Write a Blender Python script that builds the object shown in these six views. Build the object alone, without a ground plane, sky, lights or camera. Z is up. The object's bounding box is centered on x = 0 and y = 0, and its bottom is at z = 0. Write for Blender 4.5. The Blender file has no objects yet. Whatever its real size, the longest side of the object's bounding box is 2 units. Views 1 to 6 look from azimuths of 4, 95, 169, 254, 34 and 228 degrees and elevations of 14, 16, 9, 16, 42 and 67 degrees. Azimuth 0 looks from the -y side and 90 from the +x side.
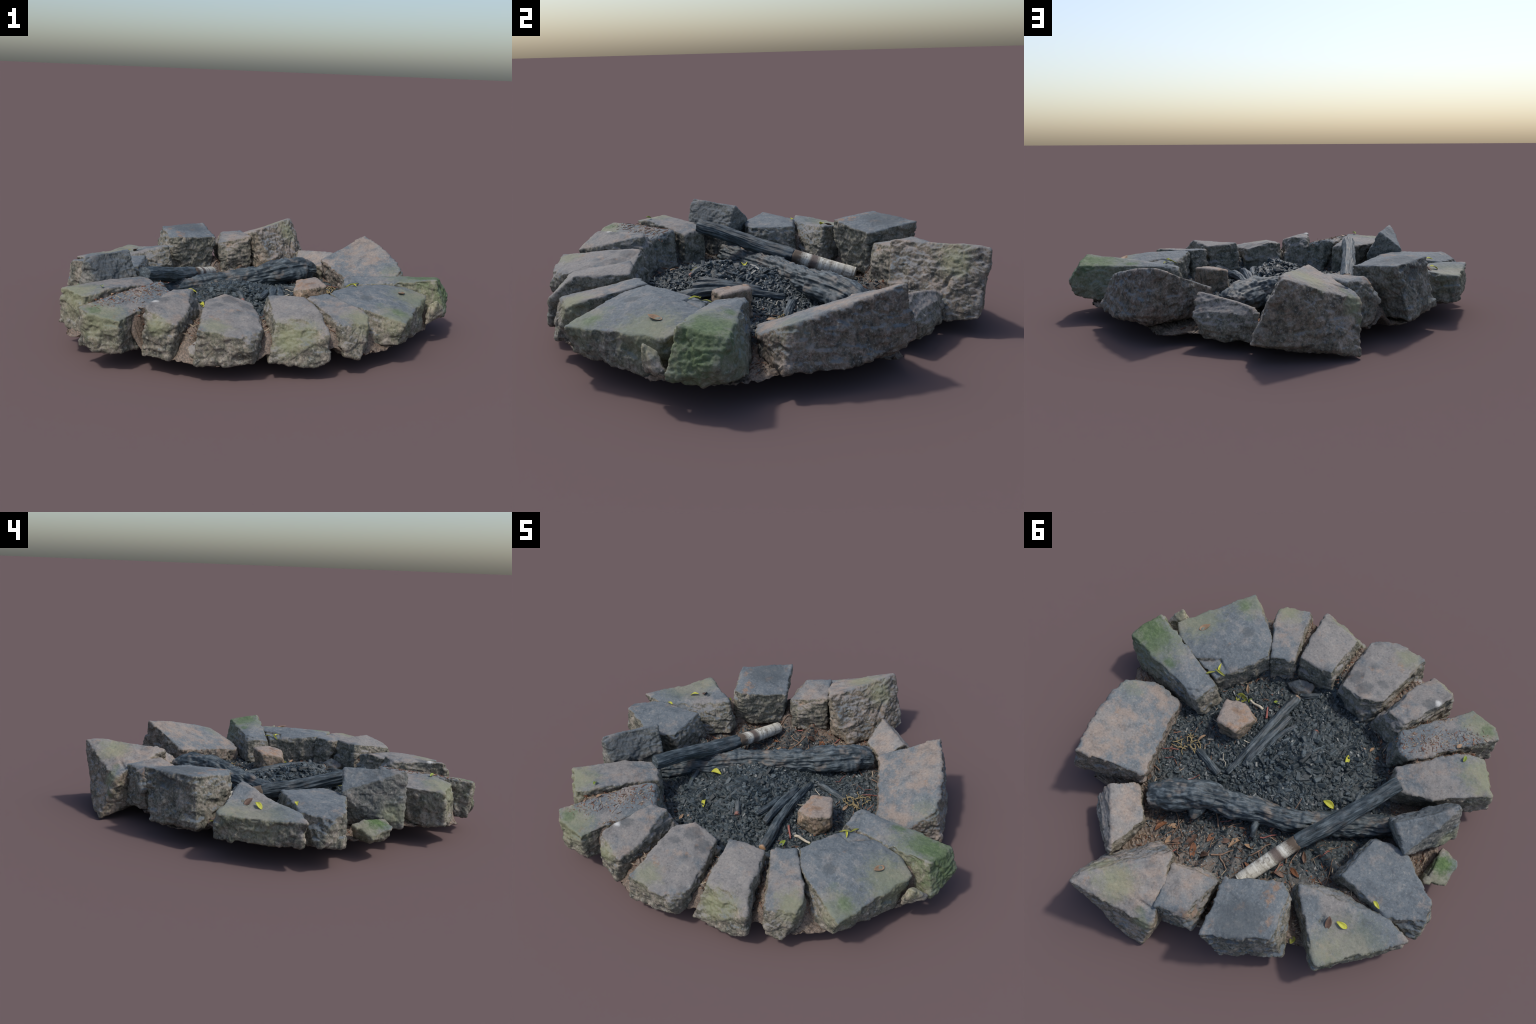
# Stone-ringed camp fire pit: a circle of rough quarried blocks around a bed of
# charcoal, with a charred log, a half burnt birch branch and forest litter.
import bpy, bmesh, math, random
import numpy as np
from mathutils import Vector, Matrix

random.seed(7)
rng = np.random.default_rng(7)

# ------------------------------------------------------------------ noise
def _hash(ix, iy, iz, seed):
    h = (ix.astype(np.int64) * 374761393 + iy.astype(np.int64) * 668265263
         + iz.astype(np.int64) * 2147483647 + seed * 1274126177) & 0xFFFFFFFF
    h = ((h ^ (h >> 13)) * 1274126177) & 0xFFFFFFFF
    h = ((h ^ (h >> 16)) * 2246822519) & 0xFFFFFFFF
    h = (h ^ (h >> 15)) & 0xFFFFFFFF
    return h.astype(np.float64) / 4294967295.0

def vnoise(p, scale, seed=0):
    """smooth value noise in -1..1"""
    q = np.asarray(p, float) * scale + 57.3
    i = np.floor(q); f = q - i
    f = f * f * f * (f * (f * 6 - 15) + 10)
    i = i.astype(np.int64)
    r = 0
    for dx in (0, 1):
        wx = f[:, 0] if dx else 1 - f[:, 0]
        for dy in (0, 1):
            wy = f[:, 1] if dy else 1 - f[:, 1]
            for dz in (0, 1):
                wz = f[:, 2] if dz else 1 - f[:, 2]
                r = r + wx * wy * wz * _hash(i[:, 0] + dx, i[:, 1] + dy, i[:, 2] + dz, seed)
    return r * 2 - 1

def fbm(p, scale, octaves=4, seed=0, gain=0.5):
    s, a, t = 0, 1.0, 0
    for o in range(octaves):
        s = s + a * vnoise(p, scale * 2.03 ** o, seed + o * 17); t += a; a *= gain
    return s / t

def ridged(p, scale, octaves=3, seed=0):
    s, a, t = 0, 1.0, 0
    for o in range(octaves):
        s = s + a * (1 - np.abs(vnoise(p, scale * 2.1 ** o, seed + o * 31)) * 2); t += a; a *= 0.5
    return s / t

def cells(p, scale, seed=0):
    """Voronoi: nearest distance, second distance, random value of the nearest cell"""
    q = np.asarray(p, float) * scale + 31.7
    i = np.floor(q).astype(np.int64)
    d1 = np.full(len(q), 9.0); d2 = d1.copy(); val = np.zeros(len(q))
    for dx in (-1, 0, 1):
        for dy in (-1, 0, 1):
            for dz in (-1, 0, 1):
                cx, cy, cz = i[:, 0] + dx, i[:, 1] + dy, i[:, 2] + dz
                px = cx + _hash(cx, cy, cz, seed); py = cy + _hash(cx, cy, cz, seed + 5)
                pz = cz + _hash(cx, cy, cz, seed + 9)
                d = np.sqrt((q[:, 0] - px) ** 2 + (q[:, 1] - py) ** 2 + (q[:, 2] - pz) ** 2)
                near = d < d1
                d2 = np.where(near, d1, np.minimum(d2, d))
                val = np.where(near, _hash(cx, cy, cz, seed + 13), val)
                d1 = np.where(near, d, d1)
    return d1, d2, val

def smooth(a, b, x):
    t = np.clip((x - a) / (b - a), 0, 1)
    return t * t * (3 - 2 * t)

# ------------------------------------------------------------------ helpers
ROOT = bpy.data.objects.new("fire_pit", None)
ROOT.empty_display_size = 0.2
bpy.context.scene.collection.objects.link(ROOT)
ROOT["label"] = "ring of rough stones around charred logs and charcoal"
ROOT["category"] = "fire pit"

def add_object(name, mesh, mat=None, parent=ROOT, flat=False):
    ob = bpy.data.objects.new(name, mesh)
    bpy.context.scene.collection.objects.link(ob)
    ob.parent = parent
    if mat is not None and not mesh.materials:
        mesh.materials.append(mat)
    mesh.polygons.foreach_set("use_smooth", [not flat] * len(mesh.polygons))
    return ob

def coords(me):
    a = np.empty(len(me.vertices) * 3); me.vertices.foreach_get("co", a); return a.reshape(-1, 3)

def normals(me):
    a = np.empty(len(me.vertices) * 3); me.vertices.foreach_get("normal", a); return a.reshape(-1, 3)

def set_coords(me, c):
    me.vertices.foreach_set("co", np.ascontiguousarray(c).ravel()); me.update()

def hull_mesh(points, name="hull"):
    bm = bmesh.new()
    vs = [bm.verts.new(p) for p in points]
    r = bmesh.ops.convex_hull(bm, input=vs)
    junk = [g for g in r["geom_interior"] + r["geom_unused"] if isinstance(g, bmesh.types.BMVert)]
    if junk:
        bmesh.ops.delete(bm, geom=list(set(junk)), context='VERTS')
    bmesh.ops.recalc_face_normals(bm, faces=bm.faces)
    me = bpy.data.meshes.new(name); bm.to_mesh(me); bm.free()
    return me

def evaluated(me, setup):
    """mesh data after the modifiers that setup(ob) adds"""
    ob = bpy.data.objects.new("helper", me)
    bpy.context.scene.collection.objects.link(ob)
    setup(ob)
    dg = bpy.context.evaluated_depsgraph_get()
    out = bpy.data.meshes.new_from_object(ob.evaluated_get(dg), depsgraph=dg)
    bpy.data.objects.remove(ob)
    bpy.data.meshes.remove(me)
    return out

def segment_distance(p, a, b):
    a = np.array(a, float); b = np.array(b, float); ab = b - a
    t = np.clip(((p - a) @ ab) / (ab @ ab), 0, 1)
    return np.linalg.norm(p - (a + t[:, None] * ab), axis=1)

# ------------------------------------------------------------------ node helpers
class Nodes:
    def __init__(self, name):
        self.mat = bpy.data.materials.new(name)
        self.mat.use_nodes = True
        self.t = self.mat.node_tree
        self.bsdf = self.t.nodes["Principled BSDF"]
        self.co = self.t.nodes.new("ShaderNodeTexCoord").outputs["Object"]
    def link(self, a, b):
        self.t.links.new(a, b)
    def put(self, sock, v):
        if hasattr(v, "is_output"):
            self.link(v, sock)
        elif isinstance(v, (tuple, list)) and len(v) == 3 and sock.type == 'RGBA':
            sock.default_value = (*v, 1)
        else:
            sock.default_value = v
    def noise(self, scale, detail=4, rough=0.55, seed=0.0, vec=None, distort=0.0):
        n = self.t.nodes.new("ShaderNodeTexNoise"); n.noise_dimensions = '4D'
        self.link(vec or self.co, n.inputs["Vector"])
        n.inputs["Scale"].default_value = scale; n.inputs["Detail"].default_value = detail
        n.inputs["Roughness"].default_value = rough; n.inputs["W"].default_value = seed
        n.inputs["Distortion"].default_value = distort
        return n.outputs["Fac"]
    def voronoi(self, scale, feature='F1', vec=None, out="Distance", rand=1.0):
        n = self.t.nodes.new("ShaderNodeTexVoronoi"); n.feature = feature
        self.link(vec or self.co, n.inputs["Vector"])
        n.inputs["Scale"].default_value = scale; n.inputs["Randomness"].default_value = rand
        return n.outputs[out]
    def stretch(self, s, rot=(0, 0, 0)):
        n = self.t.nodes.new("ShaderNodeMapping"); self.link(self.co, n.inputs["Vector"])
        n.inputs["Scale"].default_value = s; n.inputs["Rotation"].default_value = rot
        return n.outputs["Vector"]
    def ramp(self, fac, lo, hi, a=0.0, b=1.0, mode='SMOOTHSTEP'):
        n = self.t.nodes.new("ShaderNodeMapRange"); n.interpolation_type = mode
        self.link(fac, n.inputs["Value"])
        n.inputs["From Min"].default_value = lo; n.inputs["From Max"].default_value = hi
        n.inputs["To Min"].default_value = a; n.inputs["To Max"].default_value = b
        return n.outputs["Result"]
    def colors(self, fac, stops):
        n = self.t.nodes.new("ShaderNodeValToRGB"); self.link(fac, n.inputs["Fac"])
        e = n.color_ramp.elements
        while len(e) < len(stops): e.new(0.5)
        for el, (p, c) in zip(e, stops):
            el.position = p; el.color = (*c, 1)
        return n.outputs["Color"]
    def mix(self, fac, a, b, mode='MIX'):
        n = self.t.nodes.new("ShaderNodeMix"); n.data_type = 'RGBA'; n.blend_type = mode
        self.put(n.inputs[0], fac); self.put(n.inputs[6], a); self.put(n.inputs[7], b)
        return n.outputs[2]
    def math(self, op, a, b=0.0, clamp=False):
        n = self.t.nodes.new("ShaderNodeMath"); n.operation = op; n.use_clamp = clamp
        self.put(n.inputs[0], a); self.put(n.inputs[1], b)
        return n.outputs[0]
    def dist(self, p):
        n = self.t.nodes.new("ShaderNodeVectorMath"); n.operation = 'DISTANCE'
        self.link(self.co, n.inputs[0]); n.inputs[1].default_value = p
        return n.outputs["Value"]
    def axis(self, d):
        n = self.t.nodes.new("ShaderNodeVectorMath"); n.operation = 'DOT_PRODUCT'
        self.link(self.co, n.inputs[0]); n.inputs[1].default_value = d
        return n.outputs["Value"]
    def random(self):
        return self.t.nodes.new("ShaderNodeObjectInfo").outputs["Random"]
    def normal_z(self):
        g = self.t.nodes.new("ShaderNodeNewGeometry"); s = self.t.nodes.new("ShaderNodeSeparateXYZ")
        self.link(g.outputs["Normal"], s.inputs[0]); return s.outputs[2]
    def finish(self, color, rough=0.85, height=None, strength=0.4, distance=0.004, spec=0.3):
        self.put(self.bsdf.inputs["Base Color"], color)
        self.put(self.bsdf.inputs["Roughness"], rough)
        self.bsdf.inputs["Specular IOR Level"].default_value = spec
        if height is not None:
            b = self.t.nodes.new("ShaderNodeBump")
            b.inputs["Strength"].default_value = strength; b.inputs["Distance"].default_value = distance
            self.link(height, b.inputs["Height"]); self.link(b.outputs["Normal"], self.bsdf.inputs["Normal"])
        return self.mat

BLUE = (0.118, 0.138, 0.152)
GREY = (0.195, 0.186, 0.177)
TAN = (0.250, 0.200, 0.165)
RUST = (0.270, 0.165, 0.100)
DARK = (0.055, 0.065, 0.072)
OLIVE = (0.165, 0.155, 0.100)
BROWN = (0.205, 0.172, 0.125)
MOSS = (0.055, 0.095, 0.035)
LICHEN = (0.210, 0.250, 0.120)

def stone_material(seed, blue=0.5, rust=0.2, warm=0.3, moss=(), lichen=(), stains=(), pale=(), bright=1.0, flanks=0.76, flank_tint=(1, 1, 1)):
    """weathered sandstone: blue-grey sooty skin, tan patches, brownish broken flanks,
    moss and lichen where the patch lists say"""
    N = Nodes("weathered_stone")
    s = seed * 3.17
    big = N.noise(6.0, 5, 0.62, s)
    mid = N.noise(20.0, 7, 0.68, s + 4)
    fine = N.noise(110.0, 6, 0.72, s + 9)
    grain = N.noise(420.0, 3, 0.6, s + 2)
    warp = N.noise(9.0, 6, 0.7, s + 17)
    col = N.mix(N.ramp(big, 0.48 + 0.26 * (blue - .5), 0.62 + 0.26 * (blue - .5)), BLUE, GREY)
    col = N.mix(N.ramp(warp, 0.59 - 0.22 * warm, 0.75 - 0.22 * warm, 0, 0.85), col, TAN)
    col = N.mix(N.math('MULTIPLY', N.ramp(N.noise(10, 6, 0.65, s + 21), 0.66 - .22 * rust, 0.76 - .22 * rust), 0.75), col, RUST)
    # broken flanks: browner, streaky rock under the grey weathered skin
    flank = N.ramp(N.math('ADD', N.normal_z(), N.math('MULTIPLY', N.math('SUBTRACT', mid, 0.5), 0.8)), 0.66, 0.42)
    rough_rock = N.colors(N.noise(34, 8, 0.74, s + 13, N.stretch((1, 1, 0.6), (0.5, 0.3, seed)), 0.4),
                          [(0.40, (0.052, 0.049, 0.034)), (0.47, OLIVE), (0.54, BROWN), (0.62, (0.37, 0.325, 0.25))])
    if flank_tint != (1, 1, 1):
        rough_rock = N.mix(1.0, rough_rock, flank_tint, 'MULTIPLY')
    col = N.mix(N.math('MULTIPLY', flank, flanks), col, rough_rock)
    # mineral speckle and mottling: gentle on the weathered skin, strong on broken rock
    k = N.ramp(flank, 0, 1, 0.50, 1.0)
    col = N.mix(k, col, N.mix(1.0, col, N.colors(mid, [(0.37, (0.42, 0.45, 0.48)), (0.49, (0.98, 0.98, 0.98)), (0.68, (1.0, 0.98, 0.95))]), 'MULTIPLY'))
    col = N.mix(N.math('MULTIPLY', N.ramp(mid, 0.52, 0.66, 0, 0.62), k), col, (0.31, 0.285, 0.255))
    col = N.mix(N.math('MULTIPLY', N.ramp(fine, 0.52, 0.66, 0, 0.65), k), col, (0.36, 0.345, 0.31))
    col = N.mix(N.math('MULTIPLY', N.ramp(fine, 0.48, 0.36, 0, 0.72), k), col, (0.040, 0.042, 0.041))
    col = N.mix(N.ramp(grain, 0.60, 0.78, 0, 0.35), col, (0.44, 0.42, 0.38))
    edge = N.noise(26, 6, 0.7, s + 30)
    edge2 = N.noise(75, 5, 0.7, s + 31)
    def patch(col, p, r, color, amount, hard=0.5):
        d = N.math('ADD', N.dist(p), N.math('MULTIPLY', N.math('SUBTRACT', edge, 0.5), r * 1.5))
        d = N.math('ADD', d, N.math('MULTIPLY', N.math('SUBTRACT', edge2, 0.5), r * 0.9))
        return N.mix(N.math('MULTIPLY', N.ramp(d, r, r * hard), amount), col, color)
    for p, r, a in stains: col = patch(col, p, r, DARK, a)
    for p, r, a in pale: col = patch(col, p, r, (0.50, 0.50, 0.48), a, 0.3)
    for p, r, a in lichen: col = patch(col, p, r, N.mix(edge2, OLIVE, LICHEN), a, 0.2)
    for p, r, a in moss: col = patch(col, p, r, N.mix(N.ramp(edge2, 0.4, 0.65), MOSS, (0.10, 0.155, 0.06)), a, 0.25)
    if bright != 1.0:
        col = N.mix(1.0, col, (bright, bright, bright), 'MULTIPLY')
    h = N.math('ADD', N.math('MULTIPLY', fine, 0.7), N.math('ADD', mid, N.math('MULTIPLY', grain, 0.25)))
    return N.finish(col, N.ramp(mid, 0.3, 0.7, 0.60, 0.9), h, 0.6, 0.007, 0.35)

# ------------------------------------------------------------------ stones
VOXEL = 0.0048

def chip_edges(me, seed, count, depth):
    """knock flat flakes off the sharp edges and corners of a convex block"""
    r = random.Random(seed * 91)
    bm = bmesh.new(); bm.from_mesh(me)
    bmesh.ops.dissolve_limit(bm, angle_limit=math.radians(4), verts=bm.verts[:], edges=bm.edges[:])
    for _ in range(count):
        bm.edges.ensure_lookup_table()
        sharp = [e for e in bm.edges if len(e.link_faces) == 2 and e.calc_length() > .03 and e.calc_face_angle(0) > .6]
        if not sharp: break
        e = r.choice(sharp)
        n = (e.link_faces[0].normal + e.link_faces[1].normal).normalized()
        along = (e.verts[1].co - e.verts[0].co).normalized()
        side = n.cross(along)
        n = (n + along * r.uniform(-.55, .55) + side * r.uniform(-.35, .35)).normalized()
        p = e.verts[0].co.lerp(e.verts[1].co, r.uniform(.1, .9)) - n * r.uniform(.15, 1.0) * depth
        over = max((v.co - p).dot(n) for v in bm.verts)
        if over > depth * 1.3: continue
        bmesh.ops.bisect_plane(bm, geom=bm.verts[:] + bm.edges[:] + bm.faces[:], plane_co=p, plane_no=n, clear_outer=True)
        hole = [x for x in bm.edges if x.is_boundary]
        if hole: bmesh.ops.holes_fill(bm, edges=hole, sides=0)
        bm.normal_update()
    bmesh.ops.recalc_face_normals(bm, faces=bm.faces)
    bmesh.ops.triangulate(bm, faces=bm.faces[:])
    bm.to_mesh(me); bm.free()

def build_stone(name, points, mat, seed, rough=1.0, cracks=(), top_rough=0.20, dents=(), round_iter=1, chips=16, depth=.006):
    me = hull_mesh(points)
    chip_edges(me, seed, chips, depth)
    def mods(ob):
        m = ob.modifiers.new("Remesh", 'REMESH'); m.mode = 'VOXEL'; m.voxel_size = VOXEL; m.adaptivity = 0
        m = ob.modifiers.new("Smooth", 'SMOOTH'); m.factor = 0.5; m.iterations = round_iter
    me = evaluated(me, mods)
    c = coords(me); n = normals(me)
    off = c + seed * 2.37
    flank = 1 - smooth(0.45, 0.85, n[:, 2])
    amp = (top_rough + (1 - top_rough) * flank) * rough
    d1, d2, val = cells(off * np.array([1, 1, 1.5]), 17, seed)
    e1, e2, val2 = cells(off + 0.012 * np.stack([vnoise(off, 30, 3), vnoise(off, 30, 4), vnoise(off, 30, 5)], 1), 42, seed + 3)
    plate = (val - 0.5) * smooth(0.0, 0.10, d2 - d1)
    chip = (val2 - 0.5) * smooth(0.0, 0.2, e2 - e1)
    d = (0.0042 + 0.0050 * fbm(off, 7, 3, seed)
         + amp * (0.0110 * plate + 0.0050 * chip + 0.0060 * fbm(off, 26, 4, seed + 3, 0.65) + 0.0070 * (ridged(off * np.array([1, 1, 1.6]), 15, 4, seed + 8) - 0.4))
         + 0.0012 * fbm(off, 110, 2, seed + 5))
    for line, width, cut in cracks:
        w = 0.004 * fbm(off, 40, 2, seed + 40)
        for a, b in zip(line[:-1], line[1:]):
            s = segment_distance(c, a, b) + w
            d = d - cut * np.exp(-(np.maximum(s, 0) / width) ** 2)
    c = c + n * d[:, None]
    for p, r, push in dents:
        q = np.exp(-(np.linalg.norm(c - np.array(p), axis=1) / r) ** 2)
        c = c + q[:, None] * np.array(push)
    set_coords(me, c)
    ob = add_object(name, me, mat)
    return ob

# Corner points of each block, metres; the block is their convex hull, split and roughened.
STONES = [
 # wide flat slab with a broken-off inner corner
 dict(p=[(.723,-.642,.207),(.861,-.25,.223),(.774,-.190,.239),(.623,-.172,.240),(.497,-.168,.220),(.389,-.425,.255),(.482,-.516,.240),(.60,-.565,.234),(.60,-.33,.264),
         (.695,-.630,.105),(.838,-.345,.076),(.82,-.23,.08),(.40,-.43,.08),(.497,-.175,.085),(.74,-.19,.08),(.55,-.60,.085)],
      mat=dict(blue=.75, rust=.12, warm=.12, moss=[((.70,-.55,.21),.055,.6),((.62,-.50,.23),.03,.3)], lichen=[((.80,-.33,.22),.17,.55),((.70,-.58,.21),.13,.5)],
               stains=[((.62,-.33,.24),.035,.7),((.56,-.44,.24),.045,.6)]),
      cracks=[([(.623,-.172,.240),(.545,-.247,.236),(.50,-.232,.225)],.006,.020)]),
 # long mossy block
 dict(p=[(.915,-.200,.288),(.945,-.030,.256),(.49,-.028,.236),(.468,-.144,.218),(.767,-.183,.259),
         (.962,-.235,.118),(1.0,-.066,.178),(.965,-.035,.112),(.87,.015,.10),(.45,-.02,.10),(.45,-.14,.10),(.75,-.20,.08),(.96,-.12,.105)],
      mat=dict(blue=.55, rust=.15, warm=.2, moss=[((.93,-.12,.25),.14,.75),((.84,-.10,.27),.12,.6),((.97,-.18,.16),.12,.45),((.70,-.06,.25),.045,.7)], lichen=[((.88,-.1,.2),.28,.5)]),
      cracks=[([(.535,-.03,.236),(.50,-.06,.232),(.505,-.11,.222)],.005,.016)]),
 # big tilted slab
 dict(p=[(.609,.552,.329),(.361,.399,.207),(.558,.020,.152),(.712,.046,.176),(.783,.148,.236),(.752,.255,.265),(.703,.38,.298),
         (.645,.590,.140),(.79,.156,.155),(.850,.135,.090),(.79,.33,.085),(.70,.05,.07),(.375,.42,.10),(.56,.03,.07),(.62,.52,.085),(.70,.48,.125)],
      mat=dict(blue=.55, rust=.25, warm=.62, flank_tint=(.95,.80,.78), lichen=[((.74,.16,.2),.09,.4)]), rough=1.1),
 # small wedge on the far side
 dict(p=[(.428,.535,.221),(.214,.716,.180),(.226,.530,.140),(.364,.438,.157),(.464,.603,.138),(.419,.660,.098),(.205,.752,.124),
         (.418,.625,.045),(.24,.73,.045),(.23,.53,.06),(.36,.45,.06)],
      mat=dict(blue=.1, rust=.1, warm=.7, bright=1.12)),
 # tall pointed block
 dict(p=[(.154,.942,.335),(.132,.862,.346),(-.045,.556,.322),(-.164,.765,.250),(-.193,.818,.210),(-.167,.900,.009),(.265,.873,.070),(.246,.755,.055),
         (.113,.538,.07),(.00,.545,.08),(-.165,.77,.06),(-.02,.57,.25),(.12,.925,.075),(-.088,.925,.04)],
      mat=dict(blue=.1, rust=.15, warm=.65, flank_tint=(1.0,.88,.82), lichen=[((.03,.80,.30),.12,.55),((-.15,.83,.2),.06,.7),((.14,.80,.28),.10,.5)], moss=[((-.175,.845,.14),.03,.6),((-.12,.81,.25),.035,.45)], bright=1.1),
      cracks=[([(-.15,.77,.255),(.0,.80,.285),(.10,.83,.315)],.008,.012),([(.19,.80,.28),(.17,.76,.19),(.16,.72,.10)],.009,.014)], rough=.85,
      dents=[((.02,.92,.17),.11,(0,-.014,0)),((.02,.76,.32),.12,(0,0,-.008))]),
 # cube-like block
 dict(p=[(-.255,.487,.250),(-.072,.584,.281),(-.153,.749,.275),(-.254,.668,.277),(-.275,.690,.252),(-.315,.70,.18),
         (-.29,.68,.08),(-.155,.765,.08),(-.225,.475,.08),(-.06,.57,.08),(-.17,.49,.19)],
      mat=dict(blue=.25, rust=.45, warm=.5), rough=1.2),
 # high block with a dark sooty top
 dict(p=[(-.595,.505,.327),(-.379,.701,.322),(-.275,.465,.290),(-.462,.307,.312),(-.510,.322,.300),
         (-.645,.500,.105),(-.450,.685,.09),(-.430,.365,.09),(-.30,.47,.09),(-.53,.34,.09),(-.57,.48,.065)],
      mat=dict(blue=.9, rust=.40, warm=.1, stains=[((-.45,.55,.32),.14,.55)]), rough=1.15),
 # flat triangular slab with a split
 dict(p=[(-.782,.444,.225),(-.975,.100,.221),(-.508,.261,.275),(-.855,.092,.226),(-.632,.150,.190),
         (-.775,.450,.105),(-.965,.115,.11),(-.475,.275,.10),(-.475,.215,.09),(-.60,.13,.09),(-.85,.09,.10),(-.885,.275,.115)],
      mat=dict(blue=.45, rust=.12, warm=.25, lichen=[((-.85,.28,.22),.20,.35),((-.75,.40,.22),.12,.3)]),
      cracks=[([(-.635,.185,.21),(-.66,.25,.245),(-.675,.30,.243)],.007,.022)], dents=[((-.74,.27,.24),.16,(0,0,-.022))]),
 # blue-grey polygonal block
 dict(p=[(-.590,-.122,.245),(-.652,-.145,.247),(-.727,-.165,.248),(-.603,.096,.250),(-.935,-.086,.250),(-.978,-.020,.226),(-.841,.089,.228),
         (-.992,.045,.118),(-.970,-.075,.10),(-.56,-.12,.10),(-.555,.11,.11),(-.83,.10,.09),(-.72,-.17,.09)],
      mat=dict(blue=.9, rust=.08, warm=.12)),
 # small mossy rock on the outside
 dict(p=[(-.907,-.328,.148),(-.815,-.332,.157),(-.938,-.227,.114),(-.858,-.157,.155),(-.854,-.210,.174),(-.90,-.22,.085),(-.83,-.17,.09),(-.82,-.32,.09),(-.89,-.32,.09)],
      mat=dict(blue=.1, rust=.1, warm=.3, moss=[((-.865,-.275,.17),.075,1.0)], lichen=[((-.88,-.22,.14),.1,.5)])),
 # upright block leaning outwards
 dict(p=[(-.768,-.445,.367),(-.624,-.199,.354),(-.569,-.240,.231),(-.706,-.467,.261),(-.72,-.190,.179),(-.820,-.423,.108),(-.726,-.150,.268),
         (-.57,-.25,.10),(-.70,-.47,.10),(-.70,-.20,.10),(-.79,-.36,.10),(-.79,-.43,.25)],
      mat=dict(blue=.9, rust=.08, warm=.15, flanks=.45, lichen=[((-.80,-.38,.17),.09,.55)], stains=[((-.66,-.38,.3),.13,.6)]), rough=.7),
 # long block, grey
 dict(p=[(-.680,-.737,.264),(-.814,-.619,.267),(-.430,-.432,.250),(-.488,-.364,.262),(-.583,-.659,.290),(-.64,-.42,.262),(-.52,-.36,.262),
         (-.825,-.635,.112),(-.69,-.748,.098),(-.415,-.43,.09),(-.48,-.345,.09),(-.74,-.53,.09)],
      mat=dict(blue=.15, rust=.12, warm=.4, lichen=[((-.74,-.68,.26),.16,.6)])),
 # long block covered with litter
 dict(p=[(-.481,-.908,.226),(-.627,-.895,.252),(-.660,-.858,.262),(-.323,-.577,.252),(-.447,-.498,.265),(-.394,-.489,.280),(-.60,-.76,.255),
         (-.470,-.903,.082),(-.664,-.845,.088),(-.29,-.545,.09),(-.36,-.46,.09),(-.60,-.91,.10)],
      mat=dict(blue=.5, rust=.3, warm=.35, moss=[((-.60,-.86,.26),.05,.55)], lichen=[((-.56,-.88,.22),.14,.6)])),
 # narrow rounded block
 dict(p=[(-.381,-.865,.285),(-.239,-.911,.227),(-.219,-.765,.258),(-.230,-.600,.292),(-.320,-.610,.283),(-.340,-.915,.215),
         (-.268,-.925,.08),(-.385,-.89,.08),(-.19,-.78,.09),(-.32,-.545,.09),(-.165,-.565,.09),(-.17,-.575,.16),(-.31,-.555,.2)],
      mat=dict(blue=.2, rust=.15, warm=.40, pale=[((-.355,-.790,.280),.022,.9)], stains=[((-.33,-.76,.28),.04,.6),((-.20,-.66,.25),.06,.5)], lichen=[((-.32,-.91,.22),.07,.6)])),
 # broad block with lichen-spotted top
 dict(p=[(-.137,-.952,.231),(.077,-.942,.161),(.019,-.940,.202),(.112,-.854,.214),(.041,-.567,.233),(-.079,-.566,.269),(-.162,-.638,.251),
         (-.157,-.955,.075),(.079,-.922,.085),(.10,-.85,.08),(.07,-.57,.09),(-.12,-.545,.09),(-.175,-.63,.09)],
      mat=dict(blue=.2, rust=.35, warm=.35, stains=[((-.05,-.62,.26),.05,.5),((-.10,-.70,.25),.035,.5),((.0,-.75,.24),.03,.4),((.02,-.64,.24),.05,.5)], lichen=[((-.08,-.90,.23),.09,.5)]),
      cracks=[([(.02,-.945,.19),(.03,-.89,.205),(.10,-.85,.213)],.006,.008)]),
 # block with a stepped front
 dict(p=[(.275,-.525,.261),(.112,-.562,.271),(.341,-.734,.271),(.160,-.795,.240),(.264,-.784,.251),(.392,-.825,.194),(.178,-.838,.158),
         (.145,-.880,.080),(.337,-.855,.060),(.395,-.835,.085),(.09,-.56,.09),(.265,-.50,.09),(.13,-.80,.09)],
      mat=dict(blue=.2, rust=.2, warm=.35, lichen=[((.22,-.83,.17),.10,.7),((.3,-.82,.2),.08,.5)])),
 # narrow block
 dict(p=[(.289,-.496,.249),(.380,-.427,.254),(.432,-.760,.198),(.559,-.680,.231),(.542,-.616,.241),(.506,-.569,.242),(.445,-.757,.222),
         (.530,-.753,.078),(.463,-.785,.090),(.285,-.48,.09),(.365,-.41,.09),(.56,-.65,.09)],
      mat=dict(blue=.25, rust=.2, warm=.35, lichen=[((.52,-.68,.22),.10,.6)])),
]
for k, s in enumerate(STONES):
    build_stone("stone", s["p"], stone_material(k + 1, **s["mat"]), k + 1, s.get("rough", 1.0), s.get("cracks", ()), dents=s.get("dents", ()))

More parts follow.
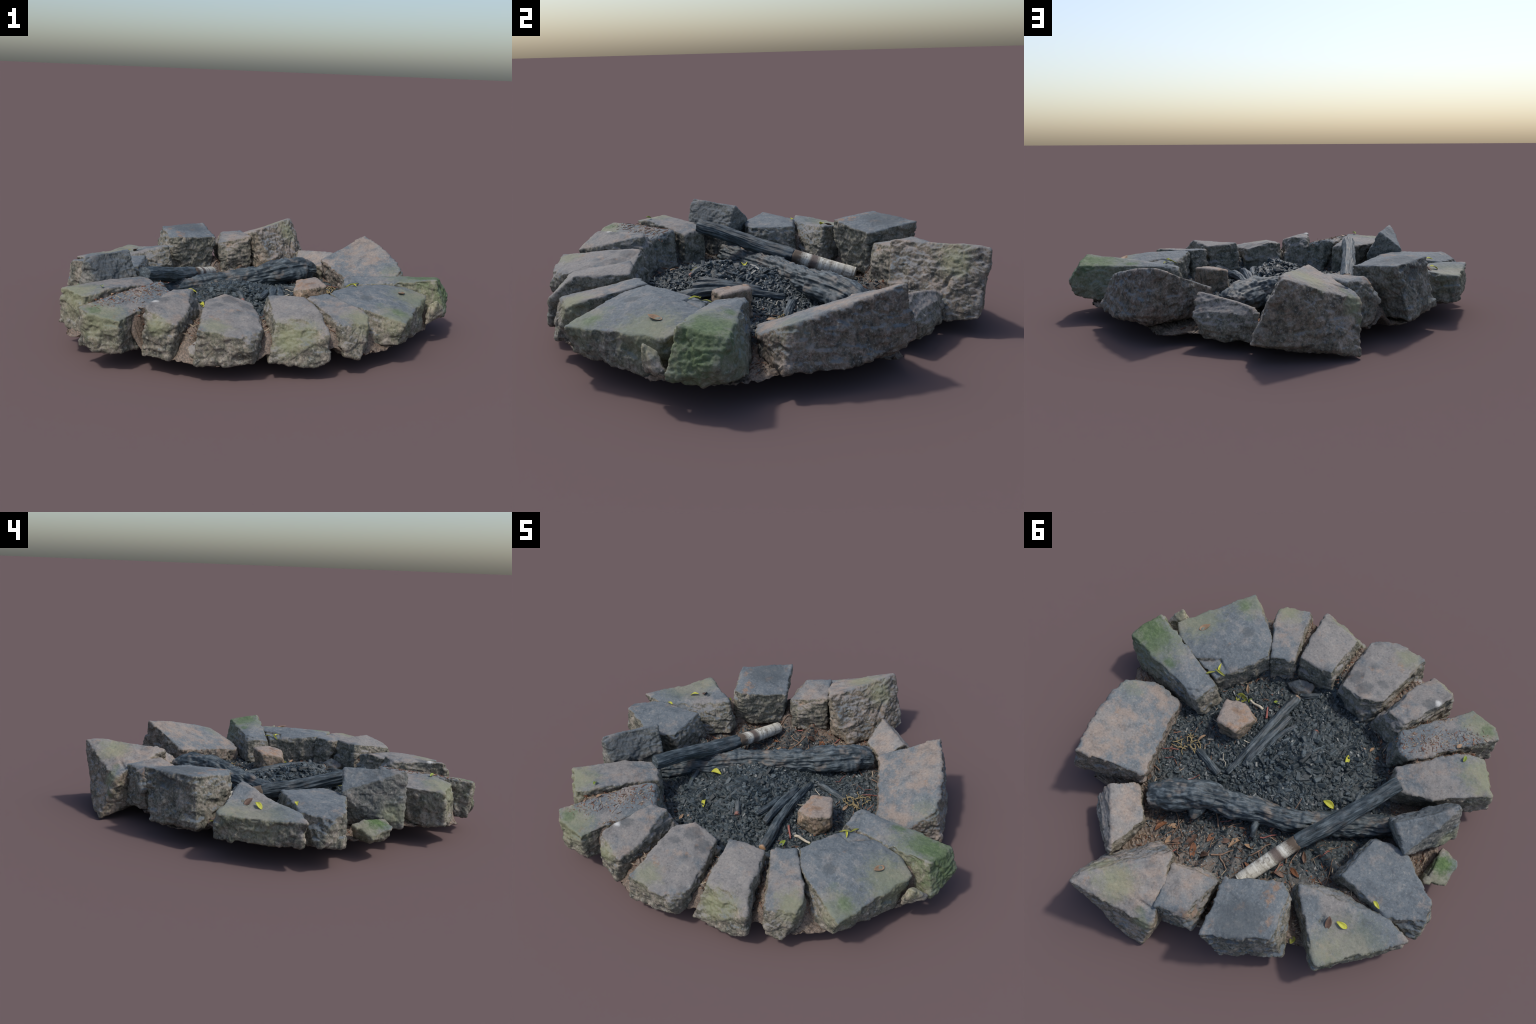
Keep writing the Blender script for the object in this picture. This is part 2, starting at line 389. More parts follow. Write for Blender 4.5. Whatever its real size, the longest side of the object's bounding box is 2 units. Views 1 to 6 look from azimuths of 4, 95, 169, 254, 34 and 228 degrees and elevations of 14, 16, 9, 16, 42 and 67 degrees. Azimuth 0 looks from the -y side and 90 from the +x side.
# loose rocks: the reddish brick in the fire, a dark lump, a pale splinter outside, a broken chip
LOOSE = [
 ("rock", [(.381,-.135,.207),(.304,-.179,.200),(.326,-.028,.216),(.236,-.046,.204),(.222,-.162,.178),(.237,-.187,.125),(.385,-.12,.11),(.32,-.03,.09),(.23,-.06,.09),(.33,-.18,.09)],
  dict(blue=0, rust=.75, warm=1.2, flank_tint=(1.15, .95, .85))),
 ("rock", [(.277,-.429,.121),(.232,-.473,.162),(.171,-.518,.141),(.152,-.472,.112),(.20,-.43,.10),(.26,-.50,.10),(.18,-.52,.10),(.22,-.44,.14)],
  dict(blue=.4, rust=.1, warm=.4, bright=.75)),
 ("rock", [(.911,-.322,.226),(.95,-.243,.137),(.925,-.30,.195),(.93,-.30,.15),(.86,-.33,.10),(.87,-.26,.10),(.90,-.24,.10),(.875,-.30,.19),(.89,-.275,.185)],
  dict(blue=0, rust=0, warm=.5, lichen=[((.9,-.3,.2),.06,.5)], bright=1.25)),
 ("rock", [(-.12,-.905,.10),(-.17,-.93,.105),(-.19,-.90,.13),(-.20,-.86,.10),(-.16,-.87,.15),(-.16,-.91,.07),(-.20,-.90,.07),(-.14,-.86,.07)],
  dict(blue=0, rust=.8, warm=.8, bright=1.1)),
]
for k, (nm, pts, kw) in enumerate(LOOSE):
    build_stone(nm, pts, stone_material(40 + k, **kw), 40 + k, 0.55, top_rough=.6, chips=12, depth=.006)

# ------------------------------------------------------------------ the bed
JOINTS = [((-.34,-.60),(-.45,-.80),.250,.055),((-.47,-.52),(-.62,-.72),.255,.055),((.31,-.55),(.41,-.72),.195,.055),((.09,-.62),(.13,-.80),.185,.055),
          ((-.17,-.66),(-.19,-.84),.195,.055),((.42,-.46),(.53,-.60),.175,.055),((.56,-.165),(.84,-.20),.215,.045),((-.66,.12),(-.88,.09),.19,.045),
          ((-.27,.50),(-.33,.62),.15,.045),((-.52,.36),(-.68,.47),.13,.05),((-.12,.58),(-.17,.72),.17,.04)]
def ground(x, y):
    """height of soil and ash, without the fine relief"""
    z = 0.094 - 0.035 * smooth(0.14, 0.26, y - .75 * x) * smooth(-.62, -.40, x) * smooth(.80, .55, y) - 0.045 * smooth(0.35, 0.60, y) * smooth(-.1, .4, x)
    r = np.hypot(x, y)
    z = z - 0.006 * smooth(0.6, 0.95, r) + .016 * smooth(-.55, -.8, x)
    z = np.maximum(z, 0.055)
    def bump(cx, cy, sx, sy, h, a=0.0):
        u = (x - cx) * math.cos(a) + (y - cy) * math.sin(a); v = -(x - cx) * math.sin(a) + (y - cy) * math.cos(a)
        return h * np.exp(-0.5 * ((u / sx) ** 2 + (v / sy) ** 2))
    z = z + bump(-.065, -.24, .085, .085, .085) + bump(-.09, -.03, .16, .13, .055) + bump(.10, -.20, .10, .13, .03) + bump(-.20, -.20, .20, .16, .02) - bump(-.48, .02, .07, .12, .04) + bump(0, -.46, .13, .06, .022) + bump(-.28, -.39, .09, .08, .022) - bump(-.78, -.20, .08, .05, .02)
    # soil and litter packed into the joints of the ring
    for (x1, y1), (x2, y2), top, wide in JOINTS:
        ux, uy = x2 - x1, y2 - y1
        t = np.clip(((x - x1) * ux + (y - y1) * uy) / (ux * ux + uy * uy), 0, 1)
        d = np.hypot(x - x1 - t * ux, y - y1 - t * uy)
        k = np.exp(-(d / wide) ** 2)
        z = z + np.maximum(top - z, 0) * k
    return z

# outer rim of the soil under the ring: (angle in degrees from +x, radius)
RIM = [(-180,.93),(-170,.90),(-165,.94),(-160,.92),(-154,.88),(-150,.88),(-143,.96),(-139,1.06),(-135.5,1.09),(-132,1.05),(-128,1.02),(-120,.99),(-113,.98),(-108,.98),(-101,.99),(-94,.98),(-85,.91),(-80,.90),(-70,.90),(-63,.90),
       (-57,.93),(-50,.93),(-42,.93),(-30,.90),(-20,.94),(-12,.95),(-4,.92),(2,.91),(6,.87),(12,.82),(25,.80),(38,.82),(43,.84),(47,.76),(52,.72),(60,.74),(70,.76),(80,.80),(90,.80),(105,.78),(120,.76),(132,.80),(140,.78),(150,.82),(165,.91),(180,.93)]

def build_bed():
    NA, NR = 560, 190
    ang = np.linspace(-math.pi, math.pi, NA, endpoint=False)
    rim = np.interp(np.degrees(ang), [a for a, _ in RIM], [r for _, r in RIM]) - 0.03
    rim = rim + 0.012 * fbm(np.stack([np.cos(ang), np.sin(ang), ang * 0], 1), 9, 3, 4)
    t = np.linspace(0, 1, NR) ** 0.75
    X = (t[:, None] * rim[None, :] * np.cos(ang)[None, :]).ravel()
    Y = (t[:, None] * rim[None, :] * np.sin(ang)[None, :]).ravel()
    Z = ground(X, Y)
    P = np.stack([X, Y, np.zeros_like(X)], 1)
    warp = P + 0.012 * np.stack([vnoise(P, 18, 1), vnoise(P, 18, 2), P[:, 2]], 1)
    # lumps of charcoal: longish cells that turn with the heap
    a1, a2, v1 = cells(warp * np.array([1.0, 1.6, 1]), 30, 3)
    b1, b2, v2 = cells(warp * np.array([1.5, 1.0, 1]), 60, 5)
    Z = Z + 0.010 * (smooth(0.0, 0.45, a2 - a1) * (0.4 + v1) - 0.5) + 0.006 * (smooth(0, 0.4, b2 - b1) * (0.3 + v2) - 0.5)
    Z = Z + 0.008 * fbm(P, 14, 4, 9)
    edge = np.repeat(t, NA)
    Z = np.where(edge > 0.97, Z - 0.010 * (edge - 0.97) / 0.03, Z)
    verts = list(zip(X, Y, Z))
    faces = []
    for i in range(NR - 1):
        for j in range(NA):
            k = (j + 1) % NA
            if i == 0:
                if j: continue
            faces.append((i * NA + j, (i + 1) * NA + j, (i + 1) * NA + k, i * NA + k))
    # centre: collapse the first ring into one fan
    faces = [f for f in faces if f[0] >= NA]
    n0 = len(verts)
    verts.append((0, 0, float(Z[0])))
    faces += [(n0, NA + j, NA + (j + 1) % NA) for j in range(NA)]
    # underside
    last = (NR - 1) * NA
    low = len(verts)
    verts += [(float(X[last + j]) * .97, float(Y[last + j]) * .97, float(Z[last + j]) - 0.008) for j in range(NA)]
    faces += [(last + j, low + j, low + (j + 1) % NA, last + (j + 1) % NA) for j in range(NA)]
    verts.append((0, 0, 0.045)); c0 = len(verts) - 1
    faces += [(low + (j + 1) % NA, low + j, c0) for j in range(NA)]
    me = bpy.data.meshes.new("ash_bed")
    me.from_pydata(verts, [], faces); me.update()
    bm = bmesh.new(); bm.from_mesh(me)
    bmesh.ops.delete(bm, geom=[v for v in bm.verts if not v.link_faces], context='VERTS')
    bmesh.ops.recalc_face_normals(bm, faces=bm.faces); bm.to_mesh(me); bm.free()
    return me

def bed_material():
    N = Nodes("charcoal_and_soil")
    n1 = N.noise(40, 6, 0.7, 1); n2 = N.noise(150, 5, 0.7, 2); big = N.noise(6, 4, .6, 3)
    v = N.voronoi(70, 'F1', None, "Color")
    sep = N.t.nodes.new("ShaderNodeSeparateColor"); N.link(v, sep.inputs[0])
    char = N.colors(n1, [(0.30, (0.008, 0.011, 0.012)), (0.5, (0.020, 0.029, 0.032)), (0.70, (0.085, 0.110, 0.118))])  # bluish-grey top stop paints specular highlights onto the charcoal
    char = N.mix(N.ramp(sep.outputs[0], .72, .95, 0, .5), char, (.085, .105, .118))
    soil = N.colors(n2, [(0.28, (0.035, 0.028, 0.022)), (0.48, (0.11, 0.085, 0.065)), (0.62, (0.22, 0.16, 0.12)), (0.8, (0.36, 0.29, 0.22))])
    d = N.math('ADD', N.dist((0.0, -0.08, 0.1)), N.math('MULTIPLY', N.math('SUBTRACT', big, .5), .25))
    col = N.mix(N.ramp(d, 0.52, 0.66), char, soil)
    litter = N.math('MULTIPLY', N.ramp(N.axis((-.35, 1, 0)), 0.25, 0.42), N.ramp(N.noise(18, 6, .7, 7), .42, .60))
    col = N.mix(N.math('MULTIPLY', litter, .55), col, soil)
    return N.finish(col, N.ramp(n1, .3, .7, .42, .75), N.math('ADD', n1, N.math('MULTIPLY', n2, .5)), 0.5, 0.006, 0.5)

BED = add_object("ash_bed", build_bed(), bed_material())

# ------------------------------------------------------------------ wood
def catmull(points, n):
    P = [np.array(p, float) for p in points]
    P = [2 * P[0] - P[1]] + P + [2 * P[-1] - P[-2]]
    out = []
    segs = len(P) - 3
    for k in range(n):
        u = k / (n - 1) * segs; i = min(int(u), segs - 1); t = u - i
        a, b, c, d = P[i:i + 4]
        out.append(0.5 * ((2 * b) + (c - a) * t + (2 * a - 5 * b + 4 * c - d) * t * t + (3 * b - a - 3 * c + d) * t ** 3))
    return np.array(out)

def tube(points, n=120, seg=40, bark=0.004, seed=1, grain=(10, 50), flat_end=0.35, squash=1.0, lumps=0.0):
    """a limb through (x, y, z, radius) control points with lengthwise bark ridges"""
    S = catmull(points, n); C = S[:, :3]; R = S[:, 3]
    T = np.gradient(C, axis=0); T /= np.linalg.norm(T, axis=1)[:, None]
    arc = np.concatenate([[0], np.cumsum(np.linalg.norm(np.diff(C, axis=0), axis=1))])
    up = np.array([0, 0, 1.0])
    verts = []
    th = np.linspace(0, 2 * math.pi, seg, endpoint=False)
    for k in range(n):
        s = np.cross(T[k], up); s /= np.linalg.norm(s) + 1e-9; u = np.cross(s, T[k])
        Q = np.stack([np.cos(th) * grain[0] * .1, np.sin(th) * grain[0] * .1, np.full(seg, arc[k] * grain[1] * .1)], 1)
        d = bark * (ridged(Q, 2.2, 3, seed) - .2) + bark * 0.6 * fbm(Q, 6, 2, seed + 5)
        if lumps:
            d = d + lumps * fbm(np.stack([np.cos(th), np.sin(th), np.full(seg, arc[k] * 14)], 1), 1.2, 3, seed + 9)
        e = 1.0
        if k == 0 or k == n - 1: e = 0.86
        rr = (R[k] + d) * e
        verts += [tuple(C[k] + s * math.cos(a) * r + u * math.sin(a) * r * squash) for a, r in zip(th, rr)]
    faces = [(k * seg + j, k * seg + (j + 1) % seg, (k + 1) * seg + (j + 1) % seg, (k + 1) * seg + j) for k in range(n - 1) for j in range(seg)]
    for k, sgn in ((0, -1), (n - 1, 1)):
        verts.append(tuple(C[k] + T[k] * sgn * R[k] * flat_end * .3)); c = len(verts) - 1
        for j in range(seg):
            f = (c, k * seg + (j + 1) % seg, k * seg + j)
            faces.append(f if sgn < 0 else f[::-1])
    me = bpy.data.meshes.new("limb"); me.from_pydata(verts, [], faces); me.update()
    bm = bmesh.new(); bm.from_mesh(me); bmesh.ops.recalc_face_normals(bm, faces=bm.faces); bm.to_mesh(me); bm.free()
    return me

def charred_material(name, direction, ash=0.35, brown=0.25, pale_ends=()):
    N = Nodes(name)
    d = Vector(direction).normalized()
    rot = d.to_track_quat('X', 'Z').inverted().to_euler()
    v = N.stretch((1, 1, 1), tuple(rot))
    m = N.t.nodes.new("ShaderNodeMapping"); N.link(v, m.inputs["Vector"]); m.inputs["Scale"].default_value = (0.25, 1, 1)
    v = m.outputs["Vector"]
    g = N.noise(60, 6, .65, 2, v); n = N.noise(16, 5, .6, 4); f = N.noise(160, 4, .7, 6)
    col = N.colors(g, [(0.32, (0.010, 0.014, 0.016)), (0.5, (0.036, 0.050, 0.058)), (0.70, (0.14, 0.17, 0.185))])
    col = N.mix(N.math('MULTIPLY', N.ramp(n, .50, .68), brown), col, (0.24, 0.18, 0.13))
    col = N.mix(N.math('MULTIPLY', N.ramp(f, .55, .75), ash), col, (0.26, 0.29, 0.30))
    for p, r, c in pale_ends:
        dd = N.math('ADD', N.dist(p), N.math('MULTIPLY', N.math('SUBTRACT', n, .5), r))
        col = N.mix(N.ramp(dd, r, r * .6), col, c)
    return N.finish(col, N.ramp(g, .3, .7, .42, .7), N.math('ADD', g, N.math('MULTIPLY', f, .4)), .6, .006, .5)

# the big log: spine with radius, crest falls from right to left
LOG = [(.290,.425,.128,.055),(.262,.395,.142,.062),(.205,.345,.156,.066),(.10,.250,.155,.062),(-.035,.170,.136,.056),(-.225,.058,.120,.055),(-.36,-.05,.113,.053),(-.50,-.18,.112,.050),(-.585,-.26,.112,.045)]
log = add_object("log", tube(LOG, 320, 110, .008, 3, (16, 30), .5, 1.0, .020), charred_material("charred_bark", (-.82, -.62, 0), .3, .45))
knob = tube([(.115,.285,.12,.045),(.095,.33,.118,.034),(.085,.357,.112,.018),(.083,.366,.108,.006)], 40, 32, .004, 8, (10, 30))
add_object("branch_stub", knob, log.data.materials[0], log)
side = tube([(-.13,.15,.10,.018),(-.15,.19,.125,.016),(-.175,.225,.10,.014)], 40, 20, .003, 9)
add_object("branch_stub", side, charred_material("ashy_wood", (0, 1, 0), .8, .3), log)

# birch branch lying over it: charred half, then pale bark
BR = [(-.497,-.372,.283,.031),(-.484,-.335,.274,.033),(-.462,-.25,.256,.033),(-.433,-.15,.226,.033),(-.40,-.05,.197,.035),(-.367,.05,.176,.036),(-.344,.115,.163,.032)]
branch = add_object("branch", tube(BR, 200, 72, .006, 12, (12, 18), .5, 1.0, .004), charred_material("charred_branch", (.35, .85, -.3), .3, .15))
def birch_material():
    N = Nodes("birch_bark")
    ax = Vector((.1, .85, -.3)).normalized()
    a = N.axis(tuple(ax))
    warp = N.math('ADD', a, N.math('MULTIPLY', N.math('SUBTRACT', N.noise(30, 4, .6, 3), .5), .02))
    c = N.t.nodes.new("ShaderNodeCombineXYZ"); N.link(warp, c.inputs[0])
    rings = N.noise(70, 4, .7, 5, c.outputs[0])
    f = N.noise(60, 5, .7, 8)
    col = N.colors(rings, [(.34, (.12, .10, .08)), (.44, (.38, .36, .30)), (.56, (.58, .57, .51))])
    col = N.mix(N.ramp(f, .52, .64, 0, .8), col, (.12, .10, .08))
    col = N.mix(N.ramp(N.math('ADD', warp, N.math('MULTIPLY', N.math('SUBTRACT', f, .5), .12)), .075, .035), col, (.10, .075, .055))
    col = N.mix(N.ramp(N.noise(22, 5, .7, 15), .54, .66, 0, .55), col, (.20, .17, .135))
    band = N.math('MULTIPLY', N.ramp(warp, .090, .103), N.ramp(warp, .140, .125))
    col = N.mix(N.math('MULTIPLY', band, .85), col, (.075, .045, .038))
    return N.finish(col, .7, f, .3, .003, .3)
bark = tube([(-.347,.11,.164,.0335),(-.326,.195,.143,.0345),(-.303,.295,.119,.034),(-.284,.38,.101,.032),(-.278,.408,.095,.031)], 80, 48, .0012, 22, (6, 40), .0)
birch = add_object("birch_bark", bark, birch_material(), branch)

# smaller burnt sticks in the heap
pale = (0.42, 0.26, 0.15)
STICKS = [
 ([(.186,-.415,.122,.021),(.178,-.36,.130,.024),(.160,-.25,.150,.022),(.150,-.14,.150,.019),(.140,-.02,.140,.016),(.134,.10,.120,.012)], [((.186,-.418,.125),.022,pale)]),
 ([(.118,-.30,.165,.012),(.110,-.18,.165,.018),(.108,-.06,.150,.020),(.10,.02,.130,.014)], []),
 ([(.058,-.285,.175,.011),(.075,-.22,.172,.015),(.083,-.15,.165,.013),(.085,-.11,.155,.009)], []),
 ([(-.018,-.335,.165,.011),(-.040,-.30,.186,.016),(-.065,-.26,.198,.015),(-.080,-.235,.20,.008)], [((-.018,-.338,.168),.02,(.2,.09,.07))]),
 ([(-.045,-.345,.155,.010),(-.06,-.31,.18,.012),(-.075,-.27,.20,.010)], []),
 ([(.330,.112,.098,.015),(.25,.122,.105,.017),(.160,.130,.108,.017)], []),
 ([(-.20,-.46,.105,.009),(-.235,-.44,.118,.014),(-.275,-.415,.115,.011)], [((-.215,-.45,.115),.03,(.35,.25,.18))]),
 ([(-.09,-.34,.15,.008),(-.13,-.31,.15,.010),(-.17,-.29,.135,.008)], []),
 ([(.12,-.52,.108,.010),(.16,-.46,.112,.013),(.19,-.44,.105,.010)], []),
 ([(-.42,-.10,.112,.012),(-.40,-.20,.112,.014),(-.36,-.30,.105,.012)], []),
]
for k, (pts, ends) in enumerate(STICKS):
    d = np.array(pts[-1][:3]) - np.array(pts[0][:3])
    add_object("charred_stick", tube([(a, b, c - .005, r) for a, b, c, r in pts], 110, 40, .005, 50 + k, (12, 40), .6, 1.0, .003), charred_material("charred_stick", tuple(d), .3, .1, ends))

# ------------------------------------------------------------------ scatter
PIT = [(.33,-.44),(.20,-.54),(.07,-.58),(-.14,-.57),(-.34,-.47),(-.48,-.36),(-.57,-.25),(-.56,.10),(-.45,.18),(-.46,.33),(-.34,.44),(-.2,.48),(0,.54),(.11,.54),(.23,.53),(.36,.41),(.50,.15),(.55,.02),(.46,-.05),(.50,-.17)]
def inside(x, y, poly=PIT):
    c = False
    for (x1, y1), (x2, y2) in zip(poly, poly[1:] + poly[:1]):
        if (y1 > y) != (y2 > y) and x < (x2 - x1) * (y - y1) / (y2 - y1) + x1: c = not c
    return c

_dg = bpy.context.evaluated_depsgraph_get(); _dg.update()
def bed_height(x, y):
    ok, loc, nor, _ = BED.ray_cast(Vector((x, y, 1)), Vector((0, 0, -1)))
    return (loc.z, nor) if ok else (-1.0, Vector((0, 0, 1)))
STONE_OBS = [o for o in bpy.data.objects if o.name.startswith("stone")]
def top_height(x, y):
    best = bed_height(x, y)
    for o in STONE_OBS:
        ok, loc, nor, _ = o.ray_cast(Vector((x, y, 1)), Vector((0, 0, -1)))
        if ok and loc.z > best[0]: best = (loc.z, nor)
    return best

def simple_material(name, stops, rough=.7, scale=60, spec=.3, per_object=0.0, translucent=False):
    N = Nodes(name)
    n = N.noise(scale, 5, .65, 1)
    if per_object:
        n = N.math('ADD', n, N.math('MULTIPLY', N.math('SUBTRACT', N.random(), .5), per_object))
    col = N.colors(n, stops)
    return N.finish(col, rough, n, .35, .003, spec)

CHAR = simple_material("charcoal", [(.25, (.008, .012, .013)), (.5, (.022, .032, .036)), (.80, (.095, .120, .130))], .45, 70, .5, .45)  # ramp runs from painted shadow tone to painted blue-grey glint
def chunk_mesh(k, long):
    r = random.Random(100 + k)
    pts = []
    for sx in (-1, 1):
        for sy in (-1, 1):
            for sz in (-1, 1):
                pts.append((sx * long * .5 * r.uniform(.75, 1.05), sy * .5 * r.uniform(.6, 1.05), sz * .38 * r.uniform(.5, 1.05)))
    for _ in range(5):
        pts.append((r.uniform(-.5, .5) * long, r.uniform(-.55, .55), r.uniform(-.42, .42)))
    me = hull_mesh(pts, "charcoal")
    bm = bmesh.new(); bm.from_mesh(me)
    bmesh.ops.bevel(bm, geom=bm.edges[:], offset=.07, segments=1, affect='EDGES')
    bm.to_mesh(me); bm.free()
    me.materials.append(CHAR)
    return me
CHUNKS = [chunk_mesh(k, l) for k, l in enumerate((1.2, 1.5, 1.8, 2.2, 2.6, 1.3, 1.7, 3.2))]

def placed(x, y, z, nor, yaw, size, sink=.15, tilt=.35, r=random):
    up = Vector((nor.x * .8 + r.uniform(-tilt, tilt), nor.y * .8 + r.uniform(-tilt, tilt), 1)).normalized()
    q = up.to_track_quat('Z', 'Y')
    return Matrix.Translation((x, y, z - sink * size)) @ q.to_matrix().to_4x4() @ Matrix.Rotation(yaw, 4, 'Z') @ Matrix.Scale(size, 4)

R = random.Random(11)
pieces = []
tries = 0
while len(pieces) < 4600 and tries < 60000:
    tries += 1
    x, y = R.uniform(-.6, .6), R.uniform(-.62, .58)
    if not inside(x, y): continue
    side_of_log = y - .75 * x > .17          # behind the log: litter, fewer and smaller bits
    heap = math.exp(-((x + .1) ** 2 + (y + .2) ** 2) / .09)
    if side_of_log and R.random() < .15: continue
    size = R.uniform(.004, .012) if side_of_log else R.uniform(.006, .012) + heap * R.random() ** 3 * .020
    z, nor = bed_height(x, y)
    # lie across the slope, roughly pointing away from the top of the heap
    yaw = math.atan2(y + .24, x + .065) + R.gauss(0, .7) + (math.pi / 2 if R.random() < .35 else 0)
    pieces.append((size, placed(x, y, z, nor, yaw, size, .12, .4, R), R.randrange(len(CHUNKS))))
pieces.sort(key=lambda p: -p[0])
for size, M, k in pieces[:260]:
    ob = bpy.data.objects.new("charcoal", CHUNKS[k]); ob.matrix_world = M
    bpy.context.scene.collection.objects.link(ob); ob.parent = ROOT

def join_instances(name, items, mats):
    """items: (mesh, matrix, material slot)"""
    V, F, MI = [], [], []
    base = 0
    cache = {}
    for me, M, slot in items:
        if me.name not in cache:
            cache[me.name] = (coords(me), [tuple(p.vertices) for p in me.polygons])
        c, f = cache[me.name]
        m = np.array(M)
        V.append(c @ m[:3, :3].T + m[:3, 3])
        F += [tuple(i + base for i in t) for t in f]; MI += [slot] * len(f)
        base += len(c)
    me = bpy.data.meshes.new(name)
    me.from_pydata(np.concatenate(V).tolist(), [], F)
    for m in mats: me.materials.append(m)
    me.polygons.foreach_set("material_index", MI); me.update()
    ob = add_object(name, me, None, flat=True)
    ob["kind"] = "stuff"
    return ob
CHAR2 = simple_material("charcoal_bits", [(.28, (.007, .010, .011)), (.48, (.020, .029, .033)), (.72, (.110, .136, .146))], .45, 45, .5)  # shadows and glints of the small bits drawn into these stops
join_instances("charcoal_fragments", [(CHUNKS[k], M, 0) for _, M, k in pieces[260:]], [CHAR2])

# gravel, bark crumbs and needles in the gaps and behind the log
def needle_mesh():
    return hull_mesh([(-.5, -.03, 0), (.5, -.02, .05), (0, .05, .06), (-.4, .03, .05), (.4, .03, -.02), (0, -.04, -.04)], "needle")
def crumb_mesh(k):
    r = random.Random(300 + k)
    return hull_mesh([(r.uniform(-.6, .6), r.uniform(-.45, .45), r.uniform(-.2, .25)) for _ in range(10)], "crumb")
NEEDLE = needle_mesh(); CRUMBS = [crumb_mesh(k) for k in range(5)]
LIT = [simple_material("litter_brown", [(.3, (.05, .03, .02)), (.6, (.15, .09, .06)), (.85, (.28, .19, .13))], .8),
       simple_material("litter_pale", [(.3, (.20, .16, .11)), (.7, (.40, .33, .24))], .8),
       simple_material("litter_red", [(.3, (.10, .045, .03)), (.7, (.24, .11, .065))], .8),
       simple_material("gravel", [(.3, (.07, .07, .068)), (.7, (.21, .205, .20))], .8)]
items = []
tries = 0
while len(items) < 2400 and tries < 80000:
    tries += 1
    x, y = R.uniform(-1, 1), R.uniform(-1, 1)
    rad = math.hypot(x, y)
    pit = inside(x, y)
    if rad > .97: continue
    if pit and not (y - .75 * x > .17 or (x > .2 and R.random() < .5)): continue
    if pit and R.random() < .6: continue
    z, nor = bed_height(x, y)
    if z < 0 or bed_height(x * 1.05, y * 1.05)[0] < 0: continue
    if not pit and rad > .6:
        zt, nt = top_height(x, y)
        if zt > z + .012: continue
    if R.random() < .45:
        items.append((NEEDLE, placed(x, y, z, nor, R.uniform(0, 6.3), R.uniform(.02, .05), -.04, .15, R), R.choice((0, 0, 1, 2))))
    else:
        items.append((R.choice(CRUMBS), placed(x, y, z, nor, R.uniform(0, 6.3), R.uniform(.006, .016), 0, .4, R), R.choice((0, 1, 2, 3, 3))))
# litter lying on the low block of the ring and along its joints
for _ in range(420):
    t = R.random()
    x = -.36 + (-.60 + .36) * t + R.gauss(0, .03); y = -.52 + (-.80 + .52) * t + R.gauss(0, .035)
    z, nor = top_height(x, y)
    if z < 0: continue
    if R.random() < .3: items.append((NEEDLE, placed(x, y, z, nor, R.uniform(0, 6.3), R.uniform(.012, .03), -.05, .1, R), R.choice((0, 1, 2))))
    else: items.append((R.choice(CRUMBS), placed(x, y, z, nor, R.uniform(0, 6.3), R.uniform(.004, .010), 0, .3, R), R.choice((0, 1, 2, 3))))
join_instances("forest_litter", items, LIT)

# ------------------------------------------------------------------ leaves and twigs
def leaf_mesh(w=.45, curl=.25, seed=0):
    r = random.Random(seed)
    n, m = 14, 7
    verts, faces = [], []
    for i in range(n):
        t = i / (n - 1)
        half = w * .5 * math.sin(math.pi * t ** .8) ** .8 + .004
        for j in range(m):
            s = j / (m - 1) * 2 - 1
            verts.append((t - .5, s * half, curl * (s * s) * half * 1.6 + .12 * math.sin(t * 3.0 + seed) + .015 * math.sin(9 * t + 4 * s)))
    for i in range(n - 1):
        for j in range(m - 1):
            a = i * m + j
            faces.append((a, a + m, a + m + 1, a + 1))
    me = bpy.data.meshes.new("leaf"); me.from_pydata(verts, [], faces); me.update()
    def mods(ob):
        s = ob.modifiers.new("Solidify", 'SOLIDIFY'); s.thickness = .018; s.offset = 0
    return evaluated(me, mods)

def leaf_material(name, stops):
    N = Nodes(name)
    n = N.noise(55, 5, .6, 3)
    c = N.colors(n, stops)
    N.finish(c, .55, n, .3, .002, .35)
    tr = N.t.nodes.new("ShaderNodeBsdfTranslucent"); N.link(c, tr.inputs["Color"])
    mx = N.t.nodes.new("ShaderNodeMixShader"); mx.inputs[0].default_value = .25
    out = N.t.nodes["Material Output"]
    N.link(N.bsdf.outputs[0], mx.inputs[1]); N.link(tr.outputs[0], mx.inputs[2]); N.link(mx.outputs[0], out.inputs["Surface"])
    return N.mat
L_YEL = leaf_material("yellow_leaf", [(.3, (.38, .36, .03)), (.6, (.55, .55, .08)), (.8, (.30, .36, .05))])
L_GRN = leaf_material("green_leaf", [(.3, (.17, .26, .04)), (.7, (.36, .42, .08))])
L_OLV = leaf_material("olive_leaf", [(.3, (.16, .17, .03)), (.7, (.30, .31, .06))])
L_TAN = leaf_material("dry_leaf", [(.3, (.26, .16, .095)), (.7, (.44, .30, .19))])
L_BRN = leaf_material("brown_leaf", [(.3, (.07, .042, .03)), (.7, (.21, .13, .095))])
L_RED = leaf_material("rust_leaf", [(.3, (.12, .05, .03)), (.7, (.30, .14, .07))])

